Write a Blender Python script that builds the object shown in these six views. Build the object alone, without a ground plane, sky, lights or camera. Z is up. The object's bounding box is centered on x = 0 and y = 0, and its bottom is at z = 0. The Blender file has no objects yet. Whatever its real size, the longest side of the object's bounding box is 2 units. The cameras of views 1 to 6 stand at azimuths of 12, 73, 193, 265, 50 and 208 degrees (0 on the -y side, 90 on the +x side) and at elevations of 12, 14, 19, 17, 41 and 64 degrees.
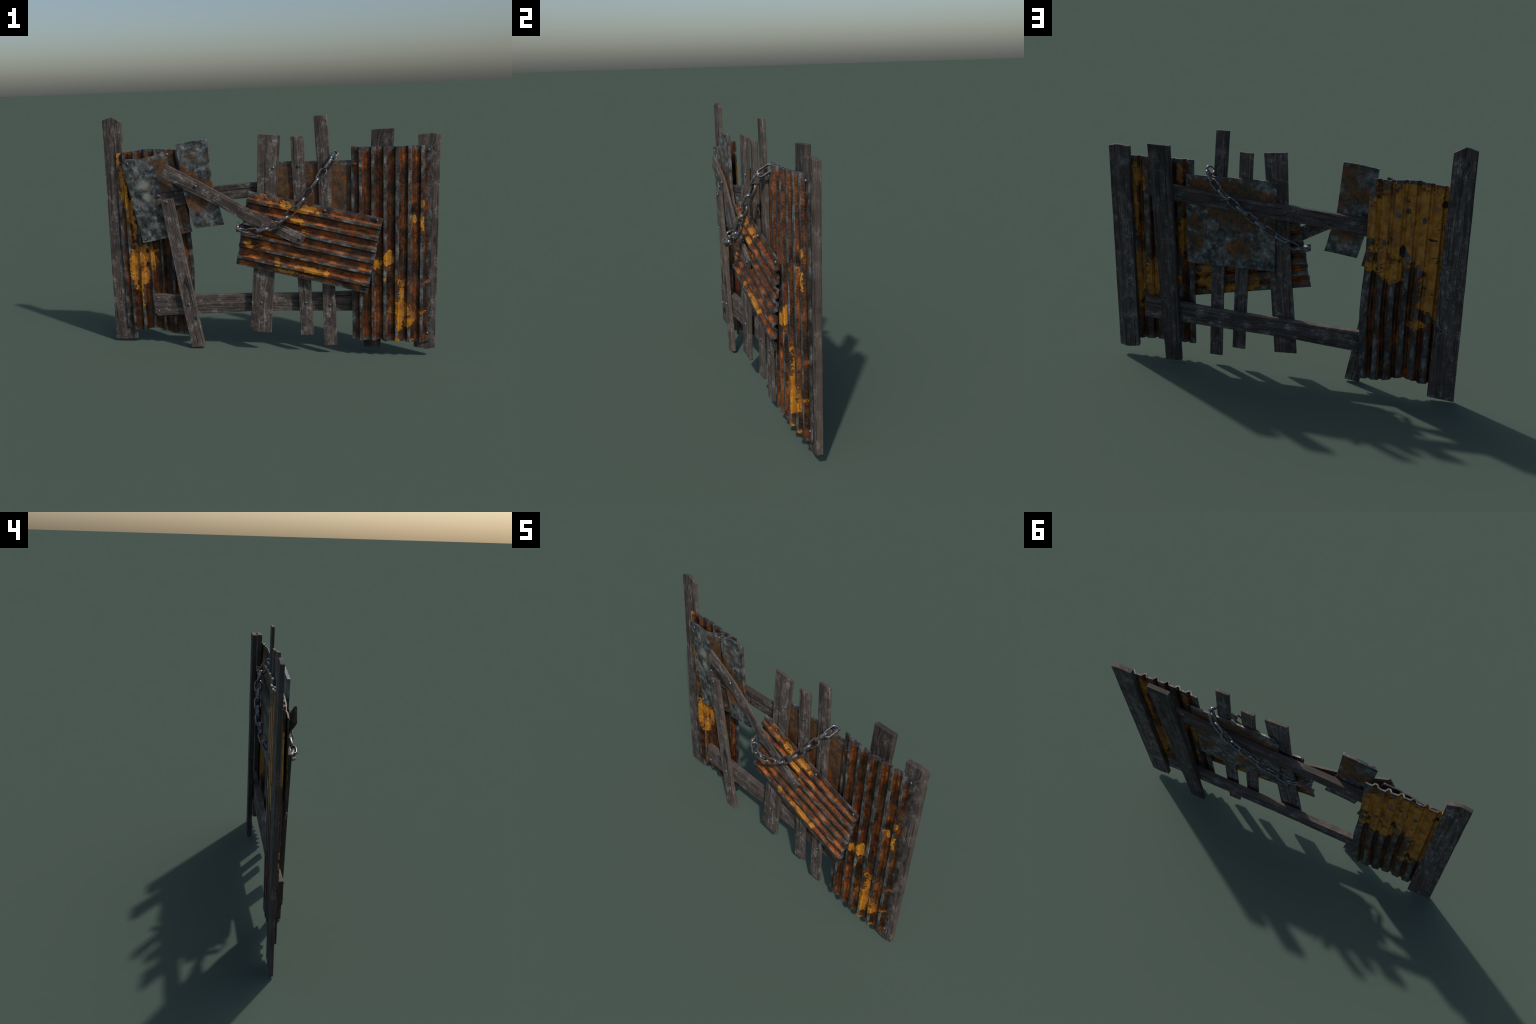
"""Scrap barricade: weathered posts, rails and pickets, rusty corrugated and flat
metal sheets nailed over them, and a loop of heavy chain hung round the middle."""
import bpy, bmesh, math, random
from mathutils import Vector, Matrix, noise as mnoise

# ------------------------------------------------------------------ helpers
PLACED = {}     # object name -> placement matrix in the barricade's frame
def new_obj(name, mesh, parent=None, mat=None, matrix=None):
    ob = bpy.data.objects.new(name, mesh)
    bpy.context.scene.collection.objects.link(ob)
    if parent:
        ob.parent = parent
    if matrix is not None:
        ob.matrix_local = matrix
        PLACED[ob.name] = matrix.copy()
    if mat and mesh and not mesh.materials:
        mesh.materials.append(mat)
    return ob

def interp(pts, x):
    """piecewise-linear y(x)"""
    if x <= pts[0][0]:
        return pts[0][1]
    for (x0, y0), (x1, y1) in zip(pts, pts[1:]):
        if x <= x1:
            return y0 + (y1 - y0) * (x - x0) / (x1 - x0)
    return pts[-1][1]

def frame(origin, xdir, zdir):
    z = Vector(zdir).normalized()
    x = Vector(xdir)
    x = (x - x.dot(z) * z).normalized()
    y = z.cross(x)
    m = Matrix((x, y, z)).transposed().to_4x4()
    m.translation = Vector(origin)
    return m

def shade(mesh, angle=35):
    for p in mesh.polygons:
        p.use_smooth = True
    mesh.update()
    bm = bmesh.new(); bm.from_mesh(mesh)
    lim = math.radians(angle)
    for e in bm.edges:
        if len(e.link_faces) == 2:
            e.smooth = e.calc_face_angle(0) < lim
    bm.to_mesh(mesh); bm.free()

def closed_slab(name, front, back, bevel=0.0):
    """front/back: grids [row][col] of Vectors -> closed mesh (front faces -Y)"""
    nr, nc = len(front), len(front[0])
    verts = [p for r in front for p in r] + [p for r in back for p in r]
    o = nr * nc
    f = []
    for r in range(nr - 1):
        for c in range(nc - 1):
            a = r * nc + c
            f.append((a, a + 1, a + nc + 1, a + nc))
            f.append((o + a, o + a + nc, o + a + nc + 1, o + a + 1))
    for c in range(nc - 1):
        f.append((c, o + c, o + c + 1, c + 1))
        a = (nr - 1) * nc + c
        f.append((a, a + 1, o + a + 1, o + a))
    for r in range(nr - 1):
        a, b = r * nc, (r + 1) * nc
        f.append((a, b, o + b, o + a))
        a, b = r * nc + nc - 1, (r + 1) * nc + nc - 1
        f.append((a, o + a, o + b, b))
    me = bpy.data.meshes.new(name)
    me.from_pydata([tuple(v) for v in verts], [], f)
    bm = bmesh.new(); bm.from_mesh(me)
    bmesh.ops.recalc_face_normals(bm, faces=bm.faces)
    bm.to_mesh(me); bm.free()
    return me

# ------------------------------------------------------------------ node builder
class NB:
    def __init__(self, name):
        self.m = bpy.data.materials.new(name)
        self.m.use_nodes = True
        self.t = self.m.node_tree
        self.t.nodes.clear()
        self.out = self.t.nodes.new('ShaderNodeOutputMaterial')
        self.bsdf = self.t.nodes.new('ShaderNodeBsdfPrincipled')
        self.t.links.new(self.bsdf.outputs[0], self.out.inputs[0])
        tc = self.t.nodes.new('ShaderNodeTexCoord')
        self.co = tc.outputs['Object']
        s = self.t.nodes.new('ShaderNodeSeparateXYZ')
        self.t.links.new(self.co, s.inputs[0])
        self.x, self.y, self.z = s.outputs

    def put(self, sock, v):
        if isinstance(v, bpy.types.NodeSocket):
            self.t.links.new(v, sock)
        else:
            sock.default_value = v

    def math(self, op, a, b=0.0, c=None, clamp=False):
        n = self.t.nodes.new('ShaderNodeMath'); n.operation = op; n.use_clamp = clamp
        self.put(n.inputs[0], a); self.put(n.inputs[1], b)
        if c is not None:
            self.put(n.inputs[2], c)
        return n.outputs[0]
    def add(s, a, b): return s.math('ADD', a, b)
    def sub(s, a, b): return s.math('SUBTRACT', a, b)
    def mul(s, a, b): return s.math('MULTIPLY', a, b)
    def mx(s, a, b): return s.math('MAXIMUM', a, b)
    def mn(s, a, b): return s.math('MINIMUM', a, b)
    def inv(s, a): return s.math('SUBTRACT', 1.0, a, clamp=True)

    def con(self, v, gain):
        """stretch a noise value about its middle"""
        return self.math('MULTIPLY_ADD', self.sub(v, 0.5), gain, 0.5, clamp=True)

    def vec(self, x, y, z):
        n = self.t.nodes.new('ShaderNodeCombineXYZ')
        for i, v in enumerate((x, y, z)):
            self.put(n.inputs[i], v)
        return n.outputs[0]

    def noise(self, v, scale, detail=4, rough=0.6, dist=0.0):
        n = self.t.nodes.new('ShaderNodeTexNoise')
        self.put(n.inputs['Vector'], v)
        n.inputs['Scale'].default_value = scale
        n.inputs['Detail'].default_value = detail
        n.inputs['Roughness'].default_value = rough
        n.inputs['Distortion'].default_value = dist
        return n.outputs[0]

    def ramp(self, f, lo, hi, a=0.0, b=1.0, smooth=True):
        n = self.t.nodes.new('ShaderNodeMapRange')
        n.interpolation_type = 'SMOOTHSTEP' if smooth else 'LINEAR'
        self.put(n.inputs[0], f)
        for i, v in zip((1, 2, 3, 4), (lo, hi, a, b)):
            self.put(n.inputs[i], v)
        return n.outputs[0]

    def colors(self, f, stops):
        n = self.t.nodes.new('ShaderNodeValToRGB')
        el = n.color_ramp.elements
        while len(el) < len(stops):
            el.new(0.5)
        for e, (p, c) in zip(el, stops):
            e.position = p; e.color = (*c, 1)
        self.put(n.inputs[0], f)
        return n.outputs[0]

    def mix(self, f, a, b, mode='MIX'):
        n = self.t.nodes.new('ShaderNodeMix'); n.data_type = 'RGBA'; n.blend_type = mode
        self.put(n.inputs[0], f)
        for i, v in ((6, a), (7, b)):
            if isinstance(v, tuple):
                v = (*v, 1)
            self.put(n.inputs[i], v)
        return n.outputs[2]

    def bump(self, h, strength=0.5, dist=0.002):
        n = self.t.nodes.new('ShaderNodeBump')
        n.inputs['Strength'].default_value = strength
        n.inputs['Distance'].default_value = dist
        self.put(n.inputs['Height'], h)
        self.t.links.new(n.outputs[0], self.bsdf.inputs['Normal'])

    def facing_front(self):
        """1 where the surface looks to world -Y"""
        g = self.t.nodes.new('ShaderNodeNewGeometry')
        s = self.t.nodes.new('ShaderNodeSeparateXYZ')
        self.t.links.new(g.outputs['True Normal'], s.inputs[0])
        return self.math('LESS_THAN', s.outputs[1], 0.0)

    def blobs(self, items, wob, warp=None):
        """union of soft ellipses in the local XZ plane; each (cx, cz, rx, rz); value ~1 inside"""
        acc = None
        px, pz = self.x, self.z
        if warp:
            n = self.t.nodes.new('ShaderNodeTexNoise')
            n.inputs['Scale'].default_value = 42; n.inputs['Detail'].default_value = 5
            n.inputs['Roughness'].default_value = 0.6
            self.t.links.new(warp, n.inputs['Vector'])
            s = self.t.nodes.new('ShaderNodeSeparateXYZ')
            self.t.links.new(n.outputs['Color'], s.inputs[0])
            px = self.math('MULTIPLY_ADD', self.sub(s.outputs[0], 0.5), 0.055, px)
            pz = self.math('MULTIPLY_ADD', self.sub(s.outputs[1], 0.5), 0.060, pz)
        for cx, cz, rx, rz in items:
            dx = self.mul(self.sub(px, cx), 1.0 / rx)
            dz = self.mul(self.sub(pz, cz), 1.0 / rz)
            d = self.math('SQRT', self.add(self.mul(dx, dx), self.mul(dz, dz)))
            v = self.sub(1.5, d)
            acc = v if acc is None else self.mx(acc, v)
        return self.add(acc, wob)

    def finish(self, col, rough, metal=0.0, spec=0.5):
        self.put(self.bsdf.inputs['Base Color'], col)
        self.put(self.bsdf.inputs['Roughness'], rough)
        self.put(self.bsdf.inputs['Metallic'], metal)
        self.bsdf.inputs['Specular IOR Level'].default_value = spec
        return self.m

# ------------------------------------------------------------------ materials
def wood_material(seed, knots, tone=1.0):
    """grey-brown weathered board, grain along local Z; knots = (x, z, radius)"""
    b = NB('weathered_wood')
    rnd = random.Random(seed)
    ox, oz = rnd.uniform(-9, 9), rnd.uniform(-9, 9)
    w = b.add(b.x, b.mul(b.y, 1.35))
    z = b.add(b.z, oz)
    wander = b.noise(b.vec(b.mul(w, 5), ox, b.mul(z, 1.7)), 1.0, 2, 0.5)
    g = b.add(w, b.mul(b.sub(wander, 0.5), 0.05))
    core = ring = None
    for kx, kz, r in knots:
        dx = b.mul(b.sub(b.x, kx), 1 / r)
        dz = b.mul(b.sub(b.z, kz), 1 / (r * 1.7))
        d2 = b.add(b.mul(dx, dx), b.mul(dz, dz))
        e = b.math('EXPONENT', b.mul(d2, -1.0))
        g = b.add(g, b.mul(e, r * 1.1))
        d = b.math('SQRT', d2)
        c = b.ramp(d, 0.10, 0.32, 1.0, 0.0)
        rg = b.mul(b.ramp(b.math('SINE', b.mul(d, 15.0)), 0.3, 0.9), b.ramp(d, 0.7, 1.15, 1.0, 0.0))
        core = c if core is None else b.mx(core, c)
        ring = rg if ring is None else b.mx(ring, rg)
    grain = b.con(b.noise(b.vec(b.mul(g, 170), ox, b.mul(z, 4.0)), 1.0, 5, 0.68), 1.9)
    bands = b.con(b.noise(b.vec(b.mul(g, 60), ox + 3, b.mul(z, 1.0)), 1.0, 2, 0.5), 1.8)
    crackn = b.noise(b.vec(b.mul(g, 70), ox + 7, b.mul(z, 0.7)), 1.0, 1.5, 0.5)
    crack = b.ramp(b.math('ABSOLUTE', b.sub(crackn, 0.51)), 0.004, 0.034, 1.0, 0.0)
    crackgate = b.ramp(b.noise(b.vec(b.mul(b.x, 14), ox, b.mul(z, 3)), 1.0, 2), 0.42, 0.55, 0.15, 1.0)
    crack = b.mul(crack, crackgate)
    fibre = b.ramp(b.noise(b.vec(b.mul(g, 420), ox + 1, b.mul(z, 9)), 1.0, 2, 0.5), 0.36, 0.5, 1.0, 0.0)
    worn = b.noise(b.vec(b.mul(b.x, 22), b.add(b.mul(b.y, 22), ox), b.mul(z, 15)), 1.0, 4, 0.62)
    worn = b.ramp(worn, 0.45, 0.72)
    mott = b.con(b.noise(b.vec(b.x, b.y, z), 75, 4, 0.7), 1.6)
    t = b.add(b.add(b.mul(grain, 0.45), b.mul(bands, 0.35)), b.mul(mott, 0.20))
    k = tone * 0.84
    col = b.colors(t, [(0.22, (.024*k, .019*k, .017*k)), (0.42, (.068*k, .054*k, .048*k)),
                       (0.60, (.124*k, .097*k, .085*k)), (0.80, (.200*k, .166*k, .147*k))])
    light = b.mul(worn, b.ramp(b.add(b.mul(grain, 0.22), b.mul(mott, 0.78)), 0.25, 0.85))
    col = b.mix(b.mul(light, 0.85), col, (.53*k, .485*k, .445*k))
    dark = b.noise(b.vec(b.mul(b.x, 13), ox + 4, b.mul(z, 6)), 1.0, 4, .6)
    col = b.mix(b.ramp(dark, 0.50, 0.70, 0, 0.65), col, (.030*k, .025*k, .022*k))
    col = b.mix(b.mul(fibre, 0.35), col, (.025, .020, .018))
    col = b.mix(b.mul(crack, 0.9), col, (.010, .009, .008))
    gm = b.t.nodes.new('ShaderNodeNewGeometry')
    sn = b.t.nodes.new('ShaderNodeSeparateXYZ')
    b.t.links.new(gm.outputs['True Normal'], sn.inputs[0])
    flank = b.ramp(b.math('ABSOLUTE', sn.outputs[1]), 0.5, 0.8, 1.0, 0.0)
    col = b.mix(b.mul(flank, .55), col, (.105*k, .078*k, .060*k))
    h = b.sub(b.add(b.mul(grain, 0.5), b.mul(mott, 0.2)), b.add(b.mul(crack, 0.9), b.mul(fibre, .3)))
    if core is not None:
        col = b.mix(b.mul(ring, 0.55), col, (.016, .013, .012))
        col = b.mix(b.mul(core, 0.9), col, (.010, .008, .008))
        h = b.sub(h, b.add(b.mul(core, 0.6), b.mul(ring, 0.4)))
    b.bump(h, 0.7, 0.0024)
    return b.finish(col, 0.75, 0.0, 0.35)

def rust_color(b, v, streak, bias=0.0):
    """brown / orange / near-black rust mottling"""
    big = b.con(b.noise(v, 11, 3, 0.6), 2.2)
    mid = b.con(b.noise(streak, 1.0, 5, 0.65), 1.8)
    fine = b.con(b.noise(v, 130, 4, 0.7), 1.7)
    t = b.add(b.add(b.mul(big, 0.42), b.mul(mid, 0.40)), b.mul(fine, 0.18))
    t = b.add(t, bias)
    col = b.colors(t, [(0.20, (.006, .004, .003)), (0.35, (.020, .009, .004)),
                       (0.47, (.088, .029, .006)), (0.58, (.215, .060, .008)),
                       (0.71, (.42, .120, .015)), (0.90, (.42, .22, .11))])
    red = b.ramp(b.noise(v, 19, 3), 0.50, 0.64)
    col = b.mix(b.mul(red, 0.60), col, (.125, .020, .006))
    sooty = b.ramp(b.noise(v, 8.5, 4, .6), 0.47, 0.62)
    col = b.mix(b.mul(sooty, 0.70), col, b.mix(fine, (.007, .005, .004), (.040, .024, .012)))
    tan = b.ramp(b.noise(v, 5.3, 4, .6), 0.55, 0.67)
    col = b.mix(b.mul(tan, b.mul(fine, 0.5)), col, (.210, .140, .098))
    return col, t, fine

def zinc_color(b, v, stretch=1.0):
    vv = b.t.nodes.new('ShaderNodeVectorMath'); vv.operation = 'MULTIPLY'
    b.t.links.new(v, vv.inputs[0]); vv.inputs[1].default_value = (1, 1, stretch)
    n = b.con(b.noise(vv.outputs[0], 27, 6, 0.66), 2.1)
    return b.colors(n, [(0.15, (.010, .012, .013)), (0.40, (.040, .048, .051)),
                        (0.60, (.115, .130, .135)), (0.90, (.36, .385, .385))]), n

def corrugated_material(name, seed, fpaint, bpaint, fcut=(), bcut=(), half=0.55, width=0.4375, bias=0.0, grime=()):
    """trapezoidal sheet in local X (across ribs) / Z (along ribs): bare zinc on the raised
    flats, rust in the valleys, flaking ochre paint where the patch lists say"""
    b = NB(name)
    o = seed * 3.17
    v = b.vec(b.add(b.x, o), b.y, b.add(b.z, o))
    streak = b.vec(b.mul(b.add(b.x, o), 55), b.mul(b.y, 30), b.mul(b.z, 17))
    front = b.facing_front()
    rust, rt, fine = rust_color(b, v, streak, bias)
    zinc, zn = zinc_color(b, v, 0.6)
    # rib phase: 0 on the raised flat, 0.5 in the valley
    ph = b.math('PINGPONG', b.mul(b.sub(b.x, 0.0522), 1 / 0.0673), 0.5)
    ph = b.math('ABSOLUTE', ph)
    patch = b.con(b.noise(v, 15, 4, 0.65), 1.8)
    jit = b.mul(b.sub(patch, .5), .03)
    rf = b.ramp(b.add(ph, jit), 0.112, 0.138, 1.0, 0.0)
    rb = b.ramp(b.add(ph, jit), 0.29, 0.33, 0.0, 1.0)
    raised = b.add(b.mul(front, rf), b.mul(b.inv(front), b.mul(rb, 0.85)))
    zm = b.mul(raised, b.ramp(b.add(b.mul(patch, .5), b.mul(zn, .5)), 0.30, 0.46))
    # occlusion shade baked into the rust colour, darkest along the rib folds
    fold = b.mx(b.ramp(b.math('ABSOLUTE', b.sub(ph, 0.29)), 0.0, 0.065, 1.0, 0.0), 0.0)
    rust = b.mix(b.mul(fold, b.ramp(patch, .2, .7, .65, .15)), rust, (.010, .006, .004))
    # sheet margins are greyer
    ex = b.mn(b.x, b.sub(width, b.x))
    ez = b.sub(half, b.math('ABSOLUTE', b.sub(b.z, half)))
    em = b.ramp(b.add(b.mn(ex, ez), b.mul(b.sub(patch, .5), .05)), 0.002, 0.030, 0.85, 0.0)
    zinc = b.mix(0.28, zinc, (.030, .026, .023))
    col = b.mix(b.mx(zm, em), rust, zinc)
    bare = b.mx(zm, em)
    # paint
    wob = b.add(b.mul(b.sub(b.noise(v, 45, 6, 0.7), 0.5), 2.2), b.mul(b.sub(b.noise(v, 9, 2), 0.5), 1.4))
    fl = b.noise(v, 90, 4, 0.6)
    def raw(lst, cuts):
        m = b.blobs(lst, wob, v)
        if cuts:
            m = b.sub(m, b.mul(b.ramp(b.blobs(cuts, b.mul(wob, .55)), 0.40, 0.60), 3.0))
        return m
    parts = []
    for lst, cuts, side in ((fpaint, fcut, front), (bpaint, bcut, b.inv(front))):
        if lst:
            r = raw(lst, cuts)
            parts.append((b.mul(side, b.ramp(r, 0.47, 0.53)), b.mul(side, b.ramp(r, 0.12, 0.2))))
    p = halo = 0.0
    if parts:
        p, halo = parts[0]
        for q, hq in parts[1:]:
            p, halo = b.add(p, q), b.add(halo, hq)
    vor = b.t.nodes.new('ShaderNodeTexVoronoi'); vor.inputs['Scale'].default_value = 9
    b.t.links.new(v, vor.inputs['Vector'])
    chips = b.ramp(b.add(vor.outputs['Distance'], b.mul(b.sub(fl, .5), .7)), 0.07, 0.10)
    scratch = b.ramp(b.math('ABSOLUTE', b.sub(b.noise(v, 6, 3, .6), .5)), 0.0, 0.006, 1.0, 0.0)
    scratch = b.mul(scratch, b.ramp(b.noise(v, 8, 1), .5, .56))
    p = b.mul(b.mul(p, chips), b.inv(scratch))
    pc = b.con(b.noise(v, 20, 4, 0.6), 1.8)
    stain = b.con(b.noise(streak, 0.45, 4, .6), 2.0)
    paint = b.colors(pc, [(0.12, (.13, .045, .006)), (0.36, (.38, .140, .008)), (0.62, (.60, .250, .013)), (0.9, (.52, .27, .09))])
    paint = b.mix(b.ramp(stain, 0.46, 0.80, 0, 0.75), paint, (.15, .066, .034))
    bloom = b.ramp(b.noise(v, 11, 5, .65), 0.50, 0.66)
    paint = b.mix(b.mul(b.mul(bloom, b.inv(front)), 0.7), paint, (.20, .098, .050))
    edge = b.mx(b.ramp(b.math('ABSOLUTE', b.sub(ph, 0.22)), 0.03, 0.09, 0.55, 0.0), b.ramp(ph, 0.19, 0.25, 0.0, 0.22))
    col = b.mix(b.mul(halo, .55), col, b.mix(stain, (.055, .026, .006), (.13, .058, .010)))
    col = b.mix(p, col, b.mix(edge, paint, (.20, .070, .007)))
    h = b.add(b.mul(fine, 0.5), b.add(b.mul(patch, 0.9), b.add(b.mul(p, 0.9), b.mul(rt, .8))))
    b.bump(h, 0.9, 0.0030)
    rough = b.add(0.44, b.mul(b.sub(rt, .5), 0.35))
    rough = b.sub(rough, b.mul(p, 0.08))
    metal = b.add(b.mul(bare, 0.30), b.mul(b.inv(b.mx(bare, p)), 0.35))
    return b.finish(col, rough, metal, 0.5)

def plate_material(name, seed, frust, brust, fzinc=(), bzinc=(), fbias=0.0, worn=()):
    """flat sheet: blue-grey clouded zinc with soft rust blooms at the listed places"""
    b = NB(name)
    o = seed * 2.71
    v = b.vec(b.add(b.x, o), b.y, b.add(b.z, o))
    streak = b.vec(b.mul(b.add(b.x, o), 22), b.mul(b.y, 22), b.mul(b.z, 20))
    front = b.facing_front()
    rust, rt, fine = rust_color(b, v, streak, fbias)
    zinc, zn = zinc_color(b, v, 1.0)
    pale = b.ramp(b.noise(v, 9, 5, .6), .44, .64)
    zinc = b.mix(b.mul(pale, .55), zinc, b.mix(zn, (.12, .125, .122), (.33, .33, .315)))
    grit = b.noise(v, 210, 3, 0.7)
    soft = b.add(b.mul(b.sub(b.noise(v, 22, 6, 0.70), 0.5), 3.6), b.mul(b.sub(grit, .5), 1.4))
    def mk(lst):
        return b.ramp(b.blobs(lst, soft), 0.1, 1.0) if lst else 0.0
    rust = b.mix(b.add(.25, b.mul(b.ramp(b.noise(v, 17, 4, .65), .42, .6), .45)), rust, b.mix(b.con(b.noise(v, 48, 5, .7), 2.4), (.022, .013, .007), (.200, .105, .034)))
    m = b.add(b.mul(front, mk(frust)), b.mul(b.inv(front), mk(brust)))
    zz = b.add(b.mul(front, mk(fzinc)), b.mul(b.inv(front), mk(bzinc)))
    m = b.mul(m, b.sub(1.0, b.mul(zz, .9)))
    col = b.mix(m, zinc, rust)
    tint = b.ramp(b.noise(v, 26, 5, 0.7), 0.48, 0.64)
    col = b.mix(b.mul(b.mul(tint, b.inv(m)), 0.65), col, (.115, .068, .042))
    soot = b.ramp(b.noise(v, 13, 4, 0.65), 0.50, 0.68)
    col = b.mix(b.mul(soot, 0.60), col, (.018, .017, .016))
    if worn:        # rubbed pale spot
        wm = b.mul(front, b.ramp(b.blobs(worn, b.mul(soft, .5)), 0.2, 1.3))
        col = b.mix(b.mul(wm, .75), col, (.34, .345, .285))
    spk = b.ramp(grit, 0.35, 0.65, 0.80, 1.20, smooth=False)
    col = b.mix(1.0, col, b.vec(spk, spk, spk), 'MULTIPLY')
    b.bump(b.add(b.mul(fine, 0.5), b.mul(grit, 0.4)), 0.35, 0.0016)
    rough = b.add(0.45, b.mul(m, 0.15))
    metal = b.add(0.15, b.mul(b.inv(m), 0.2))
    return b.finish(col, rough, metal, 0.5)

def iron_material(name, rusty):
    b = NB(name)
    oi = b.t.nodes.new('ShaderNodeObjectInfo')
    v = b.vec(b.add(b.x, b.mul(oi.outputs['Random'], 7.0)), b.y, b.z)
    n = b.con(b.noise(v, 60, 4, 0.65), 1.7)
    f = b.noise(v, 260, 3, 0.7)
    col = b.colors(n, [(0.2, (.040, .044, .050)), (0.5, (.125, .135, .150)), (0.8, (.36, .37, .38))])
    m = b.ramp(b.add(n, b.mul(b.sub(f, .5), .5)), 0.60 - rusty, 0.80 - rusty)
    col = b.mix(m, col, b.colors(f, [(0.35, (.06, .027, .013)), (0.65, (.30, .12, .045))]))
    b.bump(b.add(n, b.mul(f, .4)), 0.35, 0.0015)
    return b.finish(col, b.add(0.24, b.mul(m, 0.22)), b.sub(0.60, b.mul(m, 0.3)), 0.6)

# ------------------------------------------------------------------ boards
def plank(name, rows, thick, seed, knots=(), parent=None, tone=1.0, mid=None, cols=9, along='z'):
    """rows: list of (left, right) front-face corners (world), from one end of the board to the
    other; mid: optional {row index: peak offset} lifting the middle of an end (pointed ends).
    thick: board depth towards +Y."""
    L = [(Vector(a), Vector(c)) for a, c in rows]
    c0 = (L[0][0] + L[0][1]) / 2
    c1 = (L[-1][0] + L[-1][1]) / 2
    origin = (c0 + c1) / 2 + Vector((0, thick / 2, 0))
    zdir = c1 - c0
    if along == 'z':
        m = frame(origin, (1, 0, 0), zdir)
    else:                       # board lying along X: local Z along the board
        m = frame(origin, (0, 0, -1), zdir)
    mi = m.inverted()
    # cumulative length, resample
    acc = [0.0]
    for (a, c), (d, e) in zip(L, L[1:]):
        acc.append(acc[-1] + (((d + e) - (a + c)) / 2).length)
    n = max(10, int(acc[-1] / 0.02))
    ts = sorted(set([acc[-1] * i / n for i in range(n + 1)] + acc))
    front, back = [], []
    for t in ts:
        k = 0
        while k < len(acc) - 2 and t > acc[k + 1]:
            k += 1
        s = (t - acc[k]) / (acc[k + 1] - acc[k])
        a = L[k][0].lerp(L[k + 1][0], s)
        c = L[k][1].lerp(L[k + 1][1], s)
        wa = 0.0013 * mnoise.noise(Vector((seed * 3.3, t * 9, 0)))
        wb = 0.0013 * mnoise.noise(Vector((seed * 5.1 + 9, t * 9, 4)))
        wy = 0.0012 * mnoise.noise(Vector((seed * 7.7, t * 4, 8)))
        fr, br = [], []
        for j in range(cols):
            u = j / (cols - 1)
            p = a.lerp(c, u)
            p += (c - a).normalized() * (wa * (1 - u) + wb * u)
            for idx, (um, off) in (mid or {}).items():
                fade = max(0.0, 1 - abs(t - acc[idx]) / 0.05)
                tri = u / um if u < um else (1 - u) / (1 - um)
                p += Vector((0, 0, off * tri * fade))
            fr.append(mi @ (p + Vector((0, wy, 0))))
            br.append(mi @ (p + Vector((0, thick + wy * 0.5, 0))))
        front.append(fr); back.append(br)
    me = closed_slab(name, front, back)
    # worn lower relief: shallow grooves along the grain on the broad faces, frayed ends
    for vt in me.vertices:
        g = mnoise.noise(Vector((vt.co.x * 90 + seed, seed * 1.7, vt.co.z * 2.2)))
        vt.co.y += math.copysign(0.0007, vt.co.y) * g
        zl = max(abs(c0.z - origin.z), 0) 
    L2 = max(v.co.z for v in me.vertices)
    for vt in me.vertices:
        if abs(vt.co.z) > L2 - 0.03:
            vt.co.z += 0.0012 * mnoise.noise(Vector((vt.co.x * 70, vt.co.y * 70, seed)))
    shade(me, 30)
    ob = new_obj(name, me, parent, wood_material(seed, knots, tone), m)
    bv = ob.modifiers.new('bevel', 'BEVEL')
    bv.width = 0.0022; bv.segments = 2; bv.limit_method = 'ANGLE'; bv.angle_limit = math.radians(50)
    return ob

# ------------------------------------------------------------------ corrugated sheets
FLATS = [(0.0425, 0.0619), (0.1110, 0.1297), (0.1775, 0.1955), (0.2421, 0.2610), (0.3099, 0.3285), (0.3790, 0.3975)]
def rib_profile(width, amp):
    """trapezoid profile (u across, d towards the front), valley flat first"""
    pts = [(0.0, 0.0)]
    for a, c in FLATS:
        pts += [(a - 0.0085, 0.0), (a + 0.0012, amp), (c - 0.0012, amp), (c + 0.0095, 0.0)]
    pts.append((width, 0.0))
    # subdivide
    out = []
    for (x0, y0), (x1, y1) in zip(pts, pts[1:]):
        k = 3 if abs(y1 - y0) > 1e-6 else 4
        for i in range(k):
            out.append((x0 + (x1 - x0) * i / k, y0 + (y1 - y0) * i / k))
    out.append(pts[-1])
    return out

def offset_profile(prof, t):
    """miter offset of the profile towards the back by t"""
    res = []
    n = len(prof)
    for i, p in enumerate(prof):
        a = prof[max(i - 1, 0)]; c = prof[min(i + 1, n - 1)]
        def nrm(q, r):
            dx, dy = r[0] - q[0], r[1] - q[1]
            l = math.hypot(dx, dy) or 1
            return (dy / l, -dx / l)
        n1 = nrm(a, p) if i > 0 else nrm(p, c)
        n2 = nrm(p, c) if i < n - 1 else n1
        mx, my = n1[0] + n2[0], n1[1] + n2[1]
        l = math.hypot(mx, my)
        mx, my = mx / l, my / l
        cs = max(0.5, mx * n1[0] + my * n1[1])
        res.append((p[0] + mx * t / cs, p[1] + my * t / cs))
    return res

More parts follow.
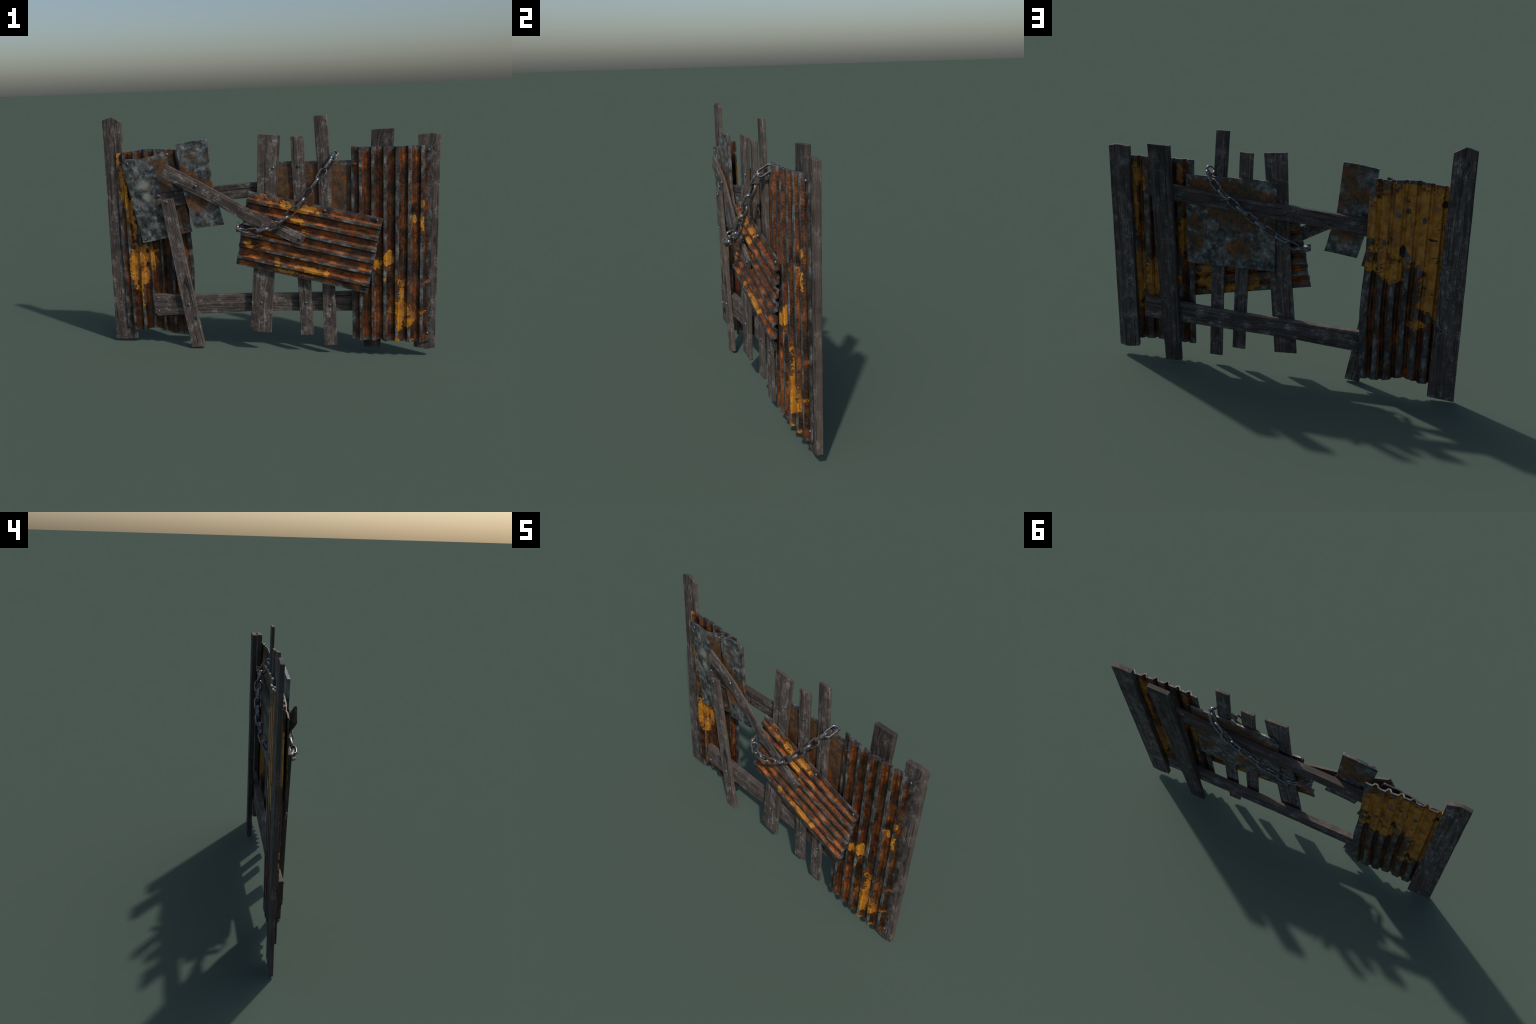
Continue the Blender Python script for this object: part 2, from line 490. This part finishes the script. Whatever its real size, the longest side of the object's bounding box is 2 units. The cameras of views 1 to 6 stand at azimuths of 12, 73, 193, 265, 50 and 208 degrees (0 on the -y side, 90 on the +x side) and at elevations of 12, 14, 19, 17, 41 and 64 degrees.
def corrugated(name, matrix, length, width, mat, parent, ybow, lo, hi, amp=0.0150, thick=0.0080,
               uwarp=None, seed=1, rows=70):
    """local X across the ribs, local Z along them, local -Y to the front. ybow(u, v) is the local
    y of the valley's back face; lo(u)/hi(u) trim the two cut ends."""
    front_p = [(u, d + thick) for u, d in rib_profile(width, amp)]
    back_p = offset_profile(front_p, thick)
    front, back = [], []
    for r in range(rows + 1):
        s = r / rows
        fr, br = [], []
        for (uf, df), (ub, db) in zip(front_p, back_p):
            a = lo(uf); c = length - hi(uf)
            v = a + (c - a) * s
            du = uwarp(uf, v) if uwarp else 0.0
            dent = 0.0016 * mnoise.noise(Vector((uf * 16 + seed * 5, v * 7, 0.0)))
            dent += 0.0006 * mnoise.noise(Vector((uf * 60, v * 45, seed)))
            yb = ybow(uf, v) + dent
            fr.append(Vector((uf + du, yb - df, v)))
            br.append(Vector((ub + du, yb - db, v)))
        front.append(fr); back.append(br)
    me = closed_slab(name, front, back)
    shade(me, 25)
    ob = new_obj(name, me, parent, mat, matrix)
    bv = ob.modifiers.new('bevel', 'BEVEL')
    bv.width = 0.0012; bv.segments = 2; bv.limit_method = 'ANGLE'; bv.angle_limit = math.radians(60)
    return ob

def flat_sheet(name, outline, origin, thick, mat, parent, nu=24, nv=40, seed=1):
    """outline(s, t) -> world point of the front face, s left-right, t bottom-top"""
    o = Vector(origin)
    front, back = [], []
    for j in range(nv + 1):
        fr, br = [], []
        for i in range(nu + 1):
            p = Vector(outline(i / nu, j / nv)) - o
            p.y += 0.0010 * mnoise.noise(Vector((p.x * 14, p.z * 14, seed)))
            fr.append(p); br.append(p + Vector((0, thick, 0)))
        front.append(fr); back.append(br)
    me = closed_slab(name, front, back)
    shade(me, 35)
    ob = new_obj(name, me, parent, mat, Matrix.Translation(o))
    bv = ob.modifiers.new('bevel', 'BEVEL')
    bv.width = 0.0015; bv.segments = 2; bv.limit_method = 'ANGLE'; bv.angle_limit = math.radians(50)
    return ob

# ------------------------------------------------------------------ the thing
root = bpy.data.objects.new('scrap_barricade', None)
bpy.context.scene.collection.objects.link(root)
root['label'] = 'makeshift barricade of weathered planks, rusty corrugated sheets and chain'
root['category'] = 'barricade'

# --- posts (front corners top->bottom given bottom first)
left_post = plank('post', [((-1.0, .0958, .0058), (-.8545, .0935, .0175)),
                           ((-.9915, .0957, .70), (-.8605, .095, .70)),
                           ((-.9831, .0957, 1.386), (-.8655, .0966, 1.3725))],
                  .0195, 11, [(-.018, .62, .020), (.035, .42, .016), (.02, -.10, .017), (.035, -.28, .020), (-.03, -.45, .018)],
                  root, mid={2: (.48, .0255)}, cols=13)
right_post = plank('post', [((.8630, .0105, .0548), (.9827, .0098, .0550)),
                            ((.8793, .0100, 1.2672), (.9977, .0110, 1.2663))],
                   .0285, 12, [(.02, .53, .017), (.045, .02, .016), (-.02, -.3, .018)],
                   root, tone=.9, mid={1: (.60, .0085), 0: (.62, -.011)}, cols=13)
back_post = plank('post', [((.5735, .0690, .0258), (.6690, .0690, .0212)),
                           ((.6228, .0645, 1.2970), (.7495, .0640, 1.3008))],
                  .0265, 13, [(.0, .56, .022), (-.012, .18, .019), (.02, -.25, .020)], root, tone=.62)

# --- rails
top_rail = plank('rail', [((-.6522, .027, .9530), (-.648, .027, .8668)), ((-.46, .027, .9755), (-.46, .027, .8835)),
                          ((-.26, .027, .9955), (-.26, .027, .9075)), ((-.09, .027, 1.0085), (-.09, .027, .9225)),
                          ((.106, .027, 1.0205), (.106, .027, .9370)), ((.358, .027, 1.0420), (.358, .027, .9610)),
                          ((.61, .027, 1.0735), (.61, .027, .9865)), ((.766, .027, 1.0925), (.769, .027, 1.0080))],
                 .033, 14, [(.02, .35, .018), (.015, -.1, .016), (.018, -.32, .018)], root, along='x', tone=.72)
bottom_rail = plank('rail', [((-.7105, .027, .3255), (-.7000, .027, .2117)), ((-.6920, .027, .3258), (-.6863, .027, .1930)),
                             ((-.42, .027, .3325), (-.42, .027, .2130)), ((-.25, .027, .3370), (-.25, .027, .2255)),
                             ((-.094, .027, .3440), (-.094, .027, .2385)), ((.20, .027, .3525), (.20, .027, .2490)),
                             ((.467, .027, .3680), (.467, .027, .2560)), ((.80, .027, .3965), (.808, .027, .2680))],
                    .0355, 15, [(-.03, -.62, .018), (-.03, .05, .020), (.02, .35, .018)], root, along='x')

# --- pickets
picket_wide = plank('picket', [((-.0976, -.0055, .1234), (.0320, -.0060, .1157)), ((-.058, -.0058, .55), (.067, -.006, .55)),
                               ((-.024, -.0058, 1.00), (.093, -.006, 1.00)), ((-.0085, -.0058, 1.2907), (.1190, -.0060, 1.2805))],
                    .0162, 21, [(.026, .43, .014), (.024, -.32, .013), (-.035, -.55, .012)], root)
picket_low = plank('picket', [((.2108, -.0047, .1084), (.2862, -.0043, .1112)), ((.1755, -.0050, 1.2734), (.2510, -.0035, 1.2757))],
                   .0148, 22, [(.005, .27, .012), (.015, -.50, .016)], root)
picket_tall = plank('picket', [((.3487, -.0038, .0494), (.4238, -.0020, .0510)), ((.3265, -.0045, 1.08), (.4005, -.0028, 1.08)),
                               ((.3085, -.0052, 1.3843), (.3838, -.0033, 1.3863))],
                    .0148, 23, [(.005, .25, .013), (.0, -.52, .014), (.01, -.38, .012)], root)

# --- loose boards nailed across the front
leaning = plank('brace_plank', [((-.4704, .0022, .0016), (-.3856, .0034, .0128)), ((-.6130, -.0005, .9127), (-.5371, .0008, .9254))],
                .0215, 31, [(.0, -.05, .016), (.01, -.28, .014)], root)
diagonal = plank('brace_plank', [((-.5634, -.0218, 1.1296), (-.5980, -.0205, 1.0570)), ((-.4690, -.0160, 1.0818), (-.4960, -.0160, 1.0020)),
                                 ((-.3600, -.0128, 1.0235), (-.3900, -.0128, .9450)), ((-.2140, -.0260, .9470), (-.2450, -.0255, .8800)),
                                 ((-.0750, -.0395, .8725), (-.1115, -.0385, .8040)), ((.0910, -.0465, .7925), (.0555, -.0455, .7310)),
                                 ((.2610, -.0535, .7165), (.2305, -.0514, .6571))],
                 .0125, 32, [(-.012, .1, .012)], root, along='x')

# --- corrugated sheets
wav = lambda a, f, ph: (lambda u: a * math.sin(u * f + ph))
right_mat = corrugated_material('rusty_corrugated_right', 1,
    [(.280, .345, .018, .020), (.281, .280, .014, .040), (.285, .190, .036, .062), (.270, .115, .018, .040), (.318, .120, .022, .030),
     (.343, .150, .014, .035), (.215, .183, .013, .016), (.392, .176, .018, .012), (.393, .795, .013, .020), (.388, .690, .012, .040),
     (.346, .710, .012, .030), (.205, .485, .024, .042), (.142, .455, .020, .032), (.186, .366, .010, .014), (.419, .351, .009, .010),
     (.257, .006, .012, .010), (.337, .010, .012, .010)],
    [(.35, 1.00, .030, .070), (.35, .80, .018, .12), (.300, .95, .012, .05), (.345, .44, .045, .24), (.26, .40, .045, .14), (.38, .25, .03, .10),
     (.085, 1.03, .016, .055), (.06, .85, .018, .05), (.07, .66, .022, .11), (.095, .40, .014, .035)],
    bcut=[(.33, .60, .035, .05), (.27, .56, .02, .05)], half=.557, bias=-0.03)
yb_right = [(0, .0022), (.08, -.0035), (.185, -.0080), (.25, -.0065), (.32, .0005), (.4375, .0085)]
right_sheet = corrugated('corrugated_sheet', frame((.5150, 0, .0950), (1, 0, 0), (0, 0, 1)), 1.1165, .4375, right_mat, root,
    lambda u, v: interp(yb_right, u) - .0015 * (1 - v),
    lambda u: interp([(0, .006), (.05, .001), (.13, .0035), (.16, .010), (.19, .000), (.25, .004), (.30, -.001), (.38, -.003), (.4375, .004)], u),
    lambda u: interp([(0, .0005), (.1, .003), (.24, .0035), (.34, .001), (.4375, -.001)], u), seed=1)

left_mat = corrugated_material('rusty_corrugated_left', 2,
    [(.431, .05, .015, .05), (.419, .17, .022, .08), (.398, .27, .024, .09), (.374, .36, .022, .07), (.360, .425, .018, .04), (.352, .50, .012, .06),
     (.330, .66, .055, .085), (.265, .66, .055, .075), (.36, .755, .035, .06), (.30, .77, .035, .06), (.327, .85, .014, .08), (.365, .84, .012, .04), (.325, .95, .009, .03)],
    [(.22, .24, .34, .240), (.36, .53, .070, .13), (.15, .50, .06, .07), (.34, .66, .050, .05), (.40, .72, .03, .05), (.30, .79, .05, .025), (.03, .48, .03, .03)],
    fcut=[(.280, .622, .010, .016), (.281, .708, .010, .018), (.40, .63, .02, .03)],
    bcut=[(.195, .385, .018, .034), (.221, .418, .012, .03), (.22, -.005, .4, .022), (.156, .188, .013, .014), (.206, .163, .013, .016), (.290, .207, .011, .018), (.126, .321, .012, .013),
          (.094, .343, .010, .014), (.02, .344, .022, .022), (.383, .115, .016, .018), (.010, .06, .018, .06), (.341, .307, .025, .007), (.27, .50, .04, .03)], half=.574, width=.443, bias=-0.07)
def lc_warp(u, v):      # right edge knocked outwards a little below the middle
    k = interp([(0, 0), (.42, .0), (.52, .002), (.63, .010), (.75, .0125), (.85, .008), (.95, -.002), (1.15, -.006)], v)
    return -k * max(0.0, 1 - u / .42)
left_sheet = corrugated('corrugated_sheet', frame((-.4655, 0, 1.2137), (-1, 0, 0), (0, 0, -1)), 1.148, .443, left_mat, root,
    lambda u, v: interp([(0, .0935), (.2, .0915), (.443, .0925)], u),
    lambda u: interp([(0, .002), (.06, .008), (.10, .009), (.17, .003), (.23, .000), (.27, .003), (.33, .013), (.40, .020), (.443, .025)], u),
    lambda u: interp([(0, .0), (.08, .000), (.14, .004), (.19, .021), (.235, .034), (.28, .030), (.335, .014), (.38, .017), (.41, .026), (.443, .034)], u),
    uwarp=lc_warp, seed=2)

front_mat = corrugated_material('rusty_corrugated_front', 3,
    [(.043, .139, .012, .014), (.061, .149, .010, .012), (.038, .235, .024, .038), (.040, .330, .026, .062), (.021, .390, .010, .016), (.045, .418, .010, .014),
     (.110, .315, .012, .040), (.131, .343, .008, .018), (.298, .045, .014, .024), (.315, .065, .008, .020), (.259, .034, .008, .014),
     (.356, .237, .012, .024), (.376, .243, .008, .02), (.330, .315, .008, .022), (.330, .390, .008, .02), (.377, .360, .012, .025), (.377, .445, .018, .070), (.376, .525, .012, .018),
     (.419, .300, .012, .060), (.396, .244, .008, .018), (.42, .42, .010, .05), (.318, .458, .008, .010), (.164, .359, .008, .010), (.004, .10, .01, .01)],
    [(.37, .62, .050, .07), (.41, .50, .030, .10), (.38, .36, .05, .06), (.25, .62, .10, .09), (.10, .3, .05, .1)],
    bcut=[(.287, .642, .014, .016), (.405, .638, .014, .020)], half=.39, width=.440, bias=0.05)
fx = Vector((-.0844, .002, -.4320)); fz = Vector((.7642, -.0250, -.1552))
front_sheet = corrugated('corrugated_sheet', frame((-.0728, -.0096, .9697), fx, fz), .7800, .4400, front_mat, root,
    lambda u, v: 0.0, lambda u: .002 * math.sin(u * 40), lambda u: -.002 * math.sin(u * 33 + 1), amp=.0160, thick=.0095, seed=3)

# --- flat sheets
def s1(s, t):
    left = Vector((-.751, 0, .6476)).lerp(Vector((-.8647, 0, 1.1426)), t)
    right = Vector((-.443, 0, .718)).lerp(Vector((-.550, 0, 1.2135)), t)
    p = left.lerp(right, s)
    sag = interp([(0, 0), (.05, .004), (.14, .0045), (.27, -.0045), (.40, -.013), (.52, -.0155), (.65, -.0145), (.75, -.0105), (.88, -.003), (1, .003)], s)
    p.z += sag * t ** 2
    yt = interp([(0, .052), (.27, .053), (.4, .049), (.52, .043), (.65, .0425), (.75, .043), (1, .054)], s)
    yb = interp([(0, .034), (.16, .029), (.3, .023), (.43, .024), (.55, .032), (1, .053)], s)
    p.y = yb + (yt - yb) * t
    return p
s1_mat = plate_material('mottled_plate_left', 4,
    [(.09, .26, .03, .035), (.05, .17, .045, .07), (.065, .07, .045, .055), (.115, .13, .04, .09), (.16, -.10, .05, .12), (.02, .20, .05, .03)],
    [(.0, .0, .3, .3)], fzinc=[(-.085, .075, .06, .07), (-.16, .18, .05, .05)], fbias=-.08, worn=[(-.080, .070, .045, .040), (-.06, .0, .03, .03)])
sheet_bent = flat_sheet('metal_sheet', s1, (-.652, .045, .93), .0085, s1_mat, root, nu=36, seed=4)

def s2(s, t):
    z0 = .7449 + (.7693 - .7449) * s
    z1 = interp([(0, 1.2417), (.28, 1.2505), (.49, 1.2578), (.70, 1.2625), (1, 1.2669)], s)
    z = z0 + (z1 - z0) * t
    xl = interp([(.745, -.4127), (.80, -.4275), (.85, -.4402), (.90, -.4536), (.955, -.4690), (1.0, -.4744), (1.2417, -.5019)], z)
    xr = interp([(.769, -.2327), (.80, -.2415), (.85, -.2530), (.90, -.2640), (.955, -.2790), (1.0, -.2915), (1.2669, -.3129)], z)
    return Vector((xl + (xr - xl) * s, .0060 + .0022 * math.sin(s * 3.1) * (t - .4), z))
s2_mat = plate_material('mottled_plate_middle', 5,
    [(-.10, .085, .035, .035), (-.04, .055, .045, .025), (.04, .012, .05, .022), (.0, -.09, .09, .06), (.07, -.03, .04, .06), (-.04, .165, .03, .02)],
    [(.02, .15, .06, .12), (-.04, .08, .08, .05), (.03, -.12, .08, .06)], fzinc=[(.03, -.235, .10, .03), (.03, .23, .1, .05)], bzinc=[(.0, -.25, .16, .03)], fbias=-.03)
sheet_tilted = flat_sheet('metal_sheet', s2, (-.375, .012, 1.005), .0160, s2_mat, root, nu=16, nv=48, seed=5)

def s3(s, t):
    x = .0408 + (.5540 - .0408) * s
    top = interp([(.0408, 1.1110), (.0615, 1.1328), (.56, 1.1338)], x)
    bot = interp([(.0408, .6168), (.530, .6195), (.5540, .6285)], x)
    return Vector((x, .0130, bot + (top - bot) * t))
s3_mat = plate_material('mottled_plate_back', 6,
    [(.0, .0, .5, .5)],
    [(-.14, .175, .10, .035), (-.22, .165, .05, .03), (.0, .21, .14, .045), (.18, .20, .08, .05), (.07, .06, .09, .05), (-.06, .03, .12, .07), (-.235, .03, .03, .08),
     (.20, -.02, .05, .05), (-.04, -.14, .10, .06), (.20, -.13, .05, .06)],
    fzinc=[(.20, .245, .04, .014), (-.19, .25, .05, .01), (.06, .255, .06, .012)],
    bzinc=[(-.20, .225, .06, .02), (.10, -.17, .06, .05), (.05, -.08, .05, .04), (-.21, -.23, .05, .03), (.2, -.23, .06, .02)], fbias=-.06)
sheet_back = flat_sheet('metal_sheet', s3, (.2975, .02, .875), .0120, s3_mat, root, nu=50, nv=24, seed=6)

# --- nails and bolts: low domes standing on the surface they hold
def dome_mesh():
    me = bpy.data.meshes.new('bolt')
    bm = bmesh.new()
    prof = [(0.0078, 0.0), (0.0078, .0018), (.0070, .0040), (.0052, .0057), (.0028, .0066)]
    rings = []
    for r, h in prof:
        rings.append([bm.verts.new((r * math.cos(a * math.tau / 16), -h, r * math.sin(a * math.tau / 16))) for a in range(16)])
    for p, q in zip(rings, rings[1:]):
        for i in range(16):
            bm.faces.new((p[i], p[(i + 1) % 16], q[(i + 1) % 16], q[i]))
    tip = bm.verts.new((0, -.0069, 0))
    for i in range(16):
        bm.faces.new((rings[-1][i], rings[-1][(i + 1) % 16], tip))
    bm.faces.new(list(reversed(rings[0])))
    bmesh.ops.recalc_face_normals(bm, faces=bm.faces)
    bm.to_mesh(me); bm.free()
    shade(me, 60)
    return me
bolt_me = dome_mesh()
bolt_me.materials.append(iron_material('nail_iron', 0.05))
rb = random.Random(5)
def bolts(parent, pts):
    for x, y, z in pts:
        ob = bpy.data.objects.new('bolt', bolt_me)
        bpy.context.scene.collection.objects.link(ob)
        ob.parent = parent
        s = rb.uniform(.92, 1.12)
        w = Matrix.Translation((x, y, z)) @ Matrix.Rotation(rb.uniform(0, 6.28), 4, 'Y') @ Matrix.Scale(s, 4)
        ob.matrix_local = PLACED[parent.name].inverted() @ w
bolts(sheet_bent, [(-.8245, .0520, 1.1269), (-.5724, .0515, 1.1806), (-.4817, .0490, .7340), (-.7360, .0340, .6720)])
bolts(diagonal, [(-.3880, -.0140, .9998), (.2234, -.0525, .7002)])
bolts(top_rail, [(-.6316, .0270, .9378), (-.5218, .0270, .9519)])
bolts(bottom_rail, [(-.6794, .0270, .3061), (-.6758, .0270, .2225)])
bolts(leaning, [(-.5735, -.0003, .9035), (-.4720, .0010, .2775)])
bolts(left_sheet, [(-.8666, .0845, .6454)])
bolts(picket_wide, [(.0733, -.0060, 1.0986), (-.0217, -.0060, .3017)])
bolts(picket_low, [(.2176, -.0045, 1.1080), (.2448, -.0045, .3072)])
bolts(picket_tall, [(.3863, -.0030, .2986)])
bolts(front_sheet, [(.0295, -.0235, .9288), (.3669, -.0350, .8568), (.6588, -.0440, .8033), (.5956, -.0410, .4112)])
bolts(right_sheet, [(.9337, -.0005, 1.1842), (.5344, -.0075, 1.1129), (.9378, -.0010, .1447)])

# --- chain: closed loop of 24 links threaded over the sheets
chain = bpy.data.objects.new('chain', None)
bpy.context.scene.collection.objects.link(chain)
chain.parent = root
def link_mesh():
    me = bpy.data.meshes.new('chain_link')
    hx, hy = .0378, .0170
    cor = [(hx, .0062), (.0262, hy), (-.0262, hy), (-hx, .0062), (-hx, -.0062), (-.0262, -hy), (.0262, -hy), (hx, -.0062)]
    path = []
    n = len(cor)
    for i in range(n):       # soften each corner
        a, p, c = Vector(cor[i - 1]), Vector(cor[i]), Vector(cor[(i + 1) % n])
        d0, d1 = (a - p), (c - p)
        k0, k1 = min(.004, d0.length * .35), min(.004, d1.length * .35)
        q0, q1 = p + d0.normalized() * k0, p + d1.normalized() * k1
        path += [q0, (q0 + q1) / 4 + p / 2, q1]
    bm = bmesh.new()
    m = len(path); k = 12
    rings = []
    for i, p in enumerate(path):
        tan = (path[(i + 1) % m] - path[i - 1]).normalized()
        nor = Vector((tan.y, -tan.x))
        ring = []
        for j in range(k):
            a = j * math.tau / k
            q = p + nor * (.0053 * math.cos(a))
            ring.append(bm.verts.new((q.x, q.y, .0086 * math.sin(a))))
        rings.append(ring)
    for i in range(m):
        r0, r1 = rings[i], rings[(i + 1) % m]
        for j in range(k):
            bm.faces.new((r0[j], r0[(j + 1) % k], r1[(j + 1) % k], r1[j]))
    bmesh.ops.recalc_face_normals(bm, faces=bm.faces)
    bm.to_mesh(me); bm.free()
    for p in me.polygons:
        p.use_smooth = True
    return me
link_me = link_mesh()
link_me.materials.append(iron_material('chain_iron', 0.05))
centres = [Vector(c) for c in (
    (.4203, -.0085, 1.1606), (.3884, -.0390, 1.1186), (.3529, -.0499, 1.0626), (.3148, -.0652, 1.0133), (.2735, -.0690, .9560),
    (.2330, -.0790, .9080), (.1840, -.0770, .8560), (.1365, -.0868, .8130), (.0774, -.0875, .7800), (.0163, -.0935, .7590),
    (-.0434, -.0850, .7447), (-.0975, -.0660, .7450), (-.1410, -.0300, .7640), (-.1115, .0252, .7673), (-.0601, .0651, .7985),
    (-.0050, .0765, .8300), (.0549, .0835, .8690), (.1084, .0875, .9005), (.1594, .0895, .9370), (.2118, .0865, .9715),
    (.2650, .0820, .1 + .9080), (.3188, .0780, 1.0495), (.3691, .0655, 1.0960), (.4122, .0389, 1.1377))]
n = len(centres)
rl = random.Random(3)
# outward direction of the loop at each link: front run, left bend, back run, top bend
outward = {0: (.8, -.4, .6), 10: (-.25, -1, 0), 11: (-.7, -.7, 0), 12: (-1, -.15, 0), 13: (-.6, .8, 0), 22: (.25, .9, .1)}
lie = {0: (-.25, -.78, -.50), 23: (.5, -.5, .7)}      # links draped over the top edge
for i, c in enumerate(centres):
    t = (centres[(i + 1) % n] - centres[i - 1]).normalized()
    if i in lie:
        t = Vector(lie[i]).normalized()
    outw = Vector(outward.get(i, (0, -1, 0) if i < 12 else (0, 1, 0)))
    outw = (outw - outw.dot(t) * t).normalized()
    tw = math.radians(rl.uniform(-9, 9))
    if i == n - 1:
        zax = Vector((-.7, -.1, .5))
        zax = (zax - zax.dot(t) * t).normalized()
    elif i % 2 == 0:            # lies flat against the sheets
        zax = outw
    else:                       # stands on edge
        zax = t.cross(outw)
    zax = Matrix.Rotation(tw, 3, t) @ zax
    yax = zax.cross(t)
    m = Matrix((t, yax, zax)).transposed().to_4x4()
    m.translation = c
    ob = bpy.data.objects.new('chain_link', link_me)
    bpy.context.scene.collection.objects.link(ob)
    ob.parent = chain
    ob.matrix_local = m
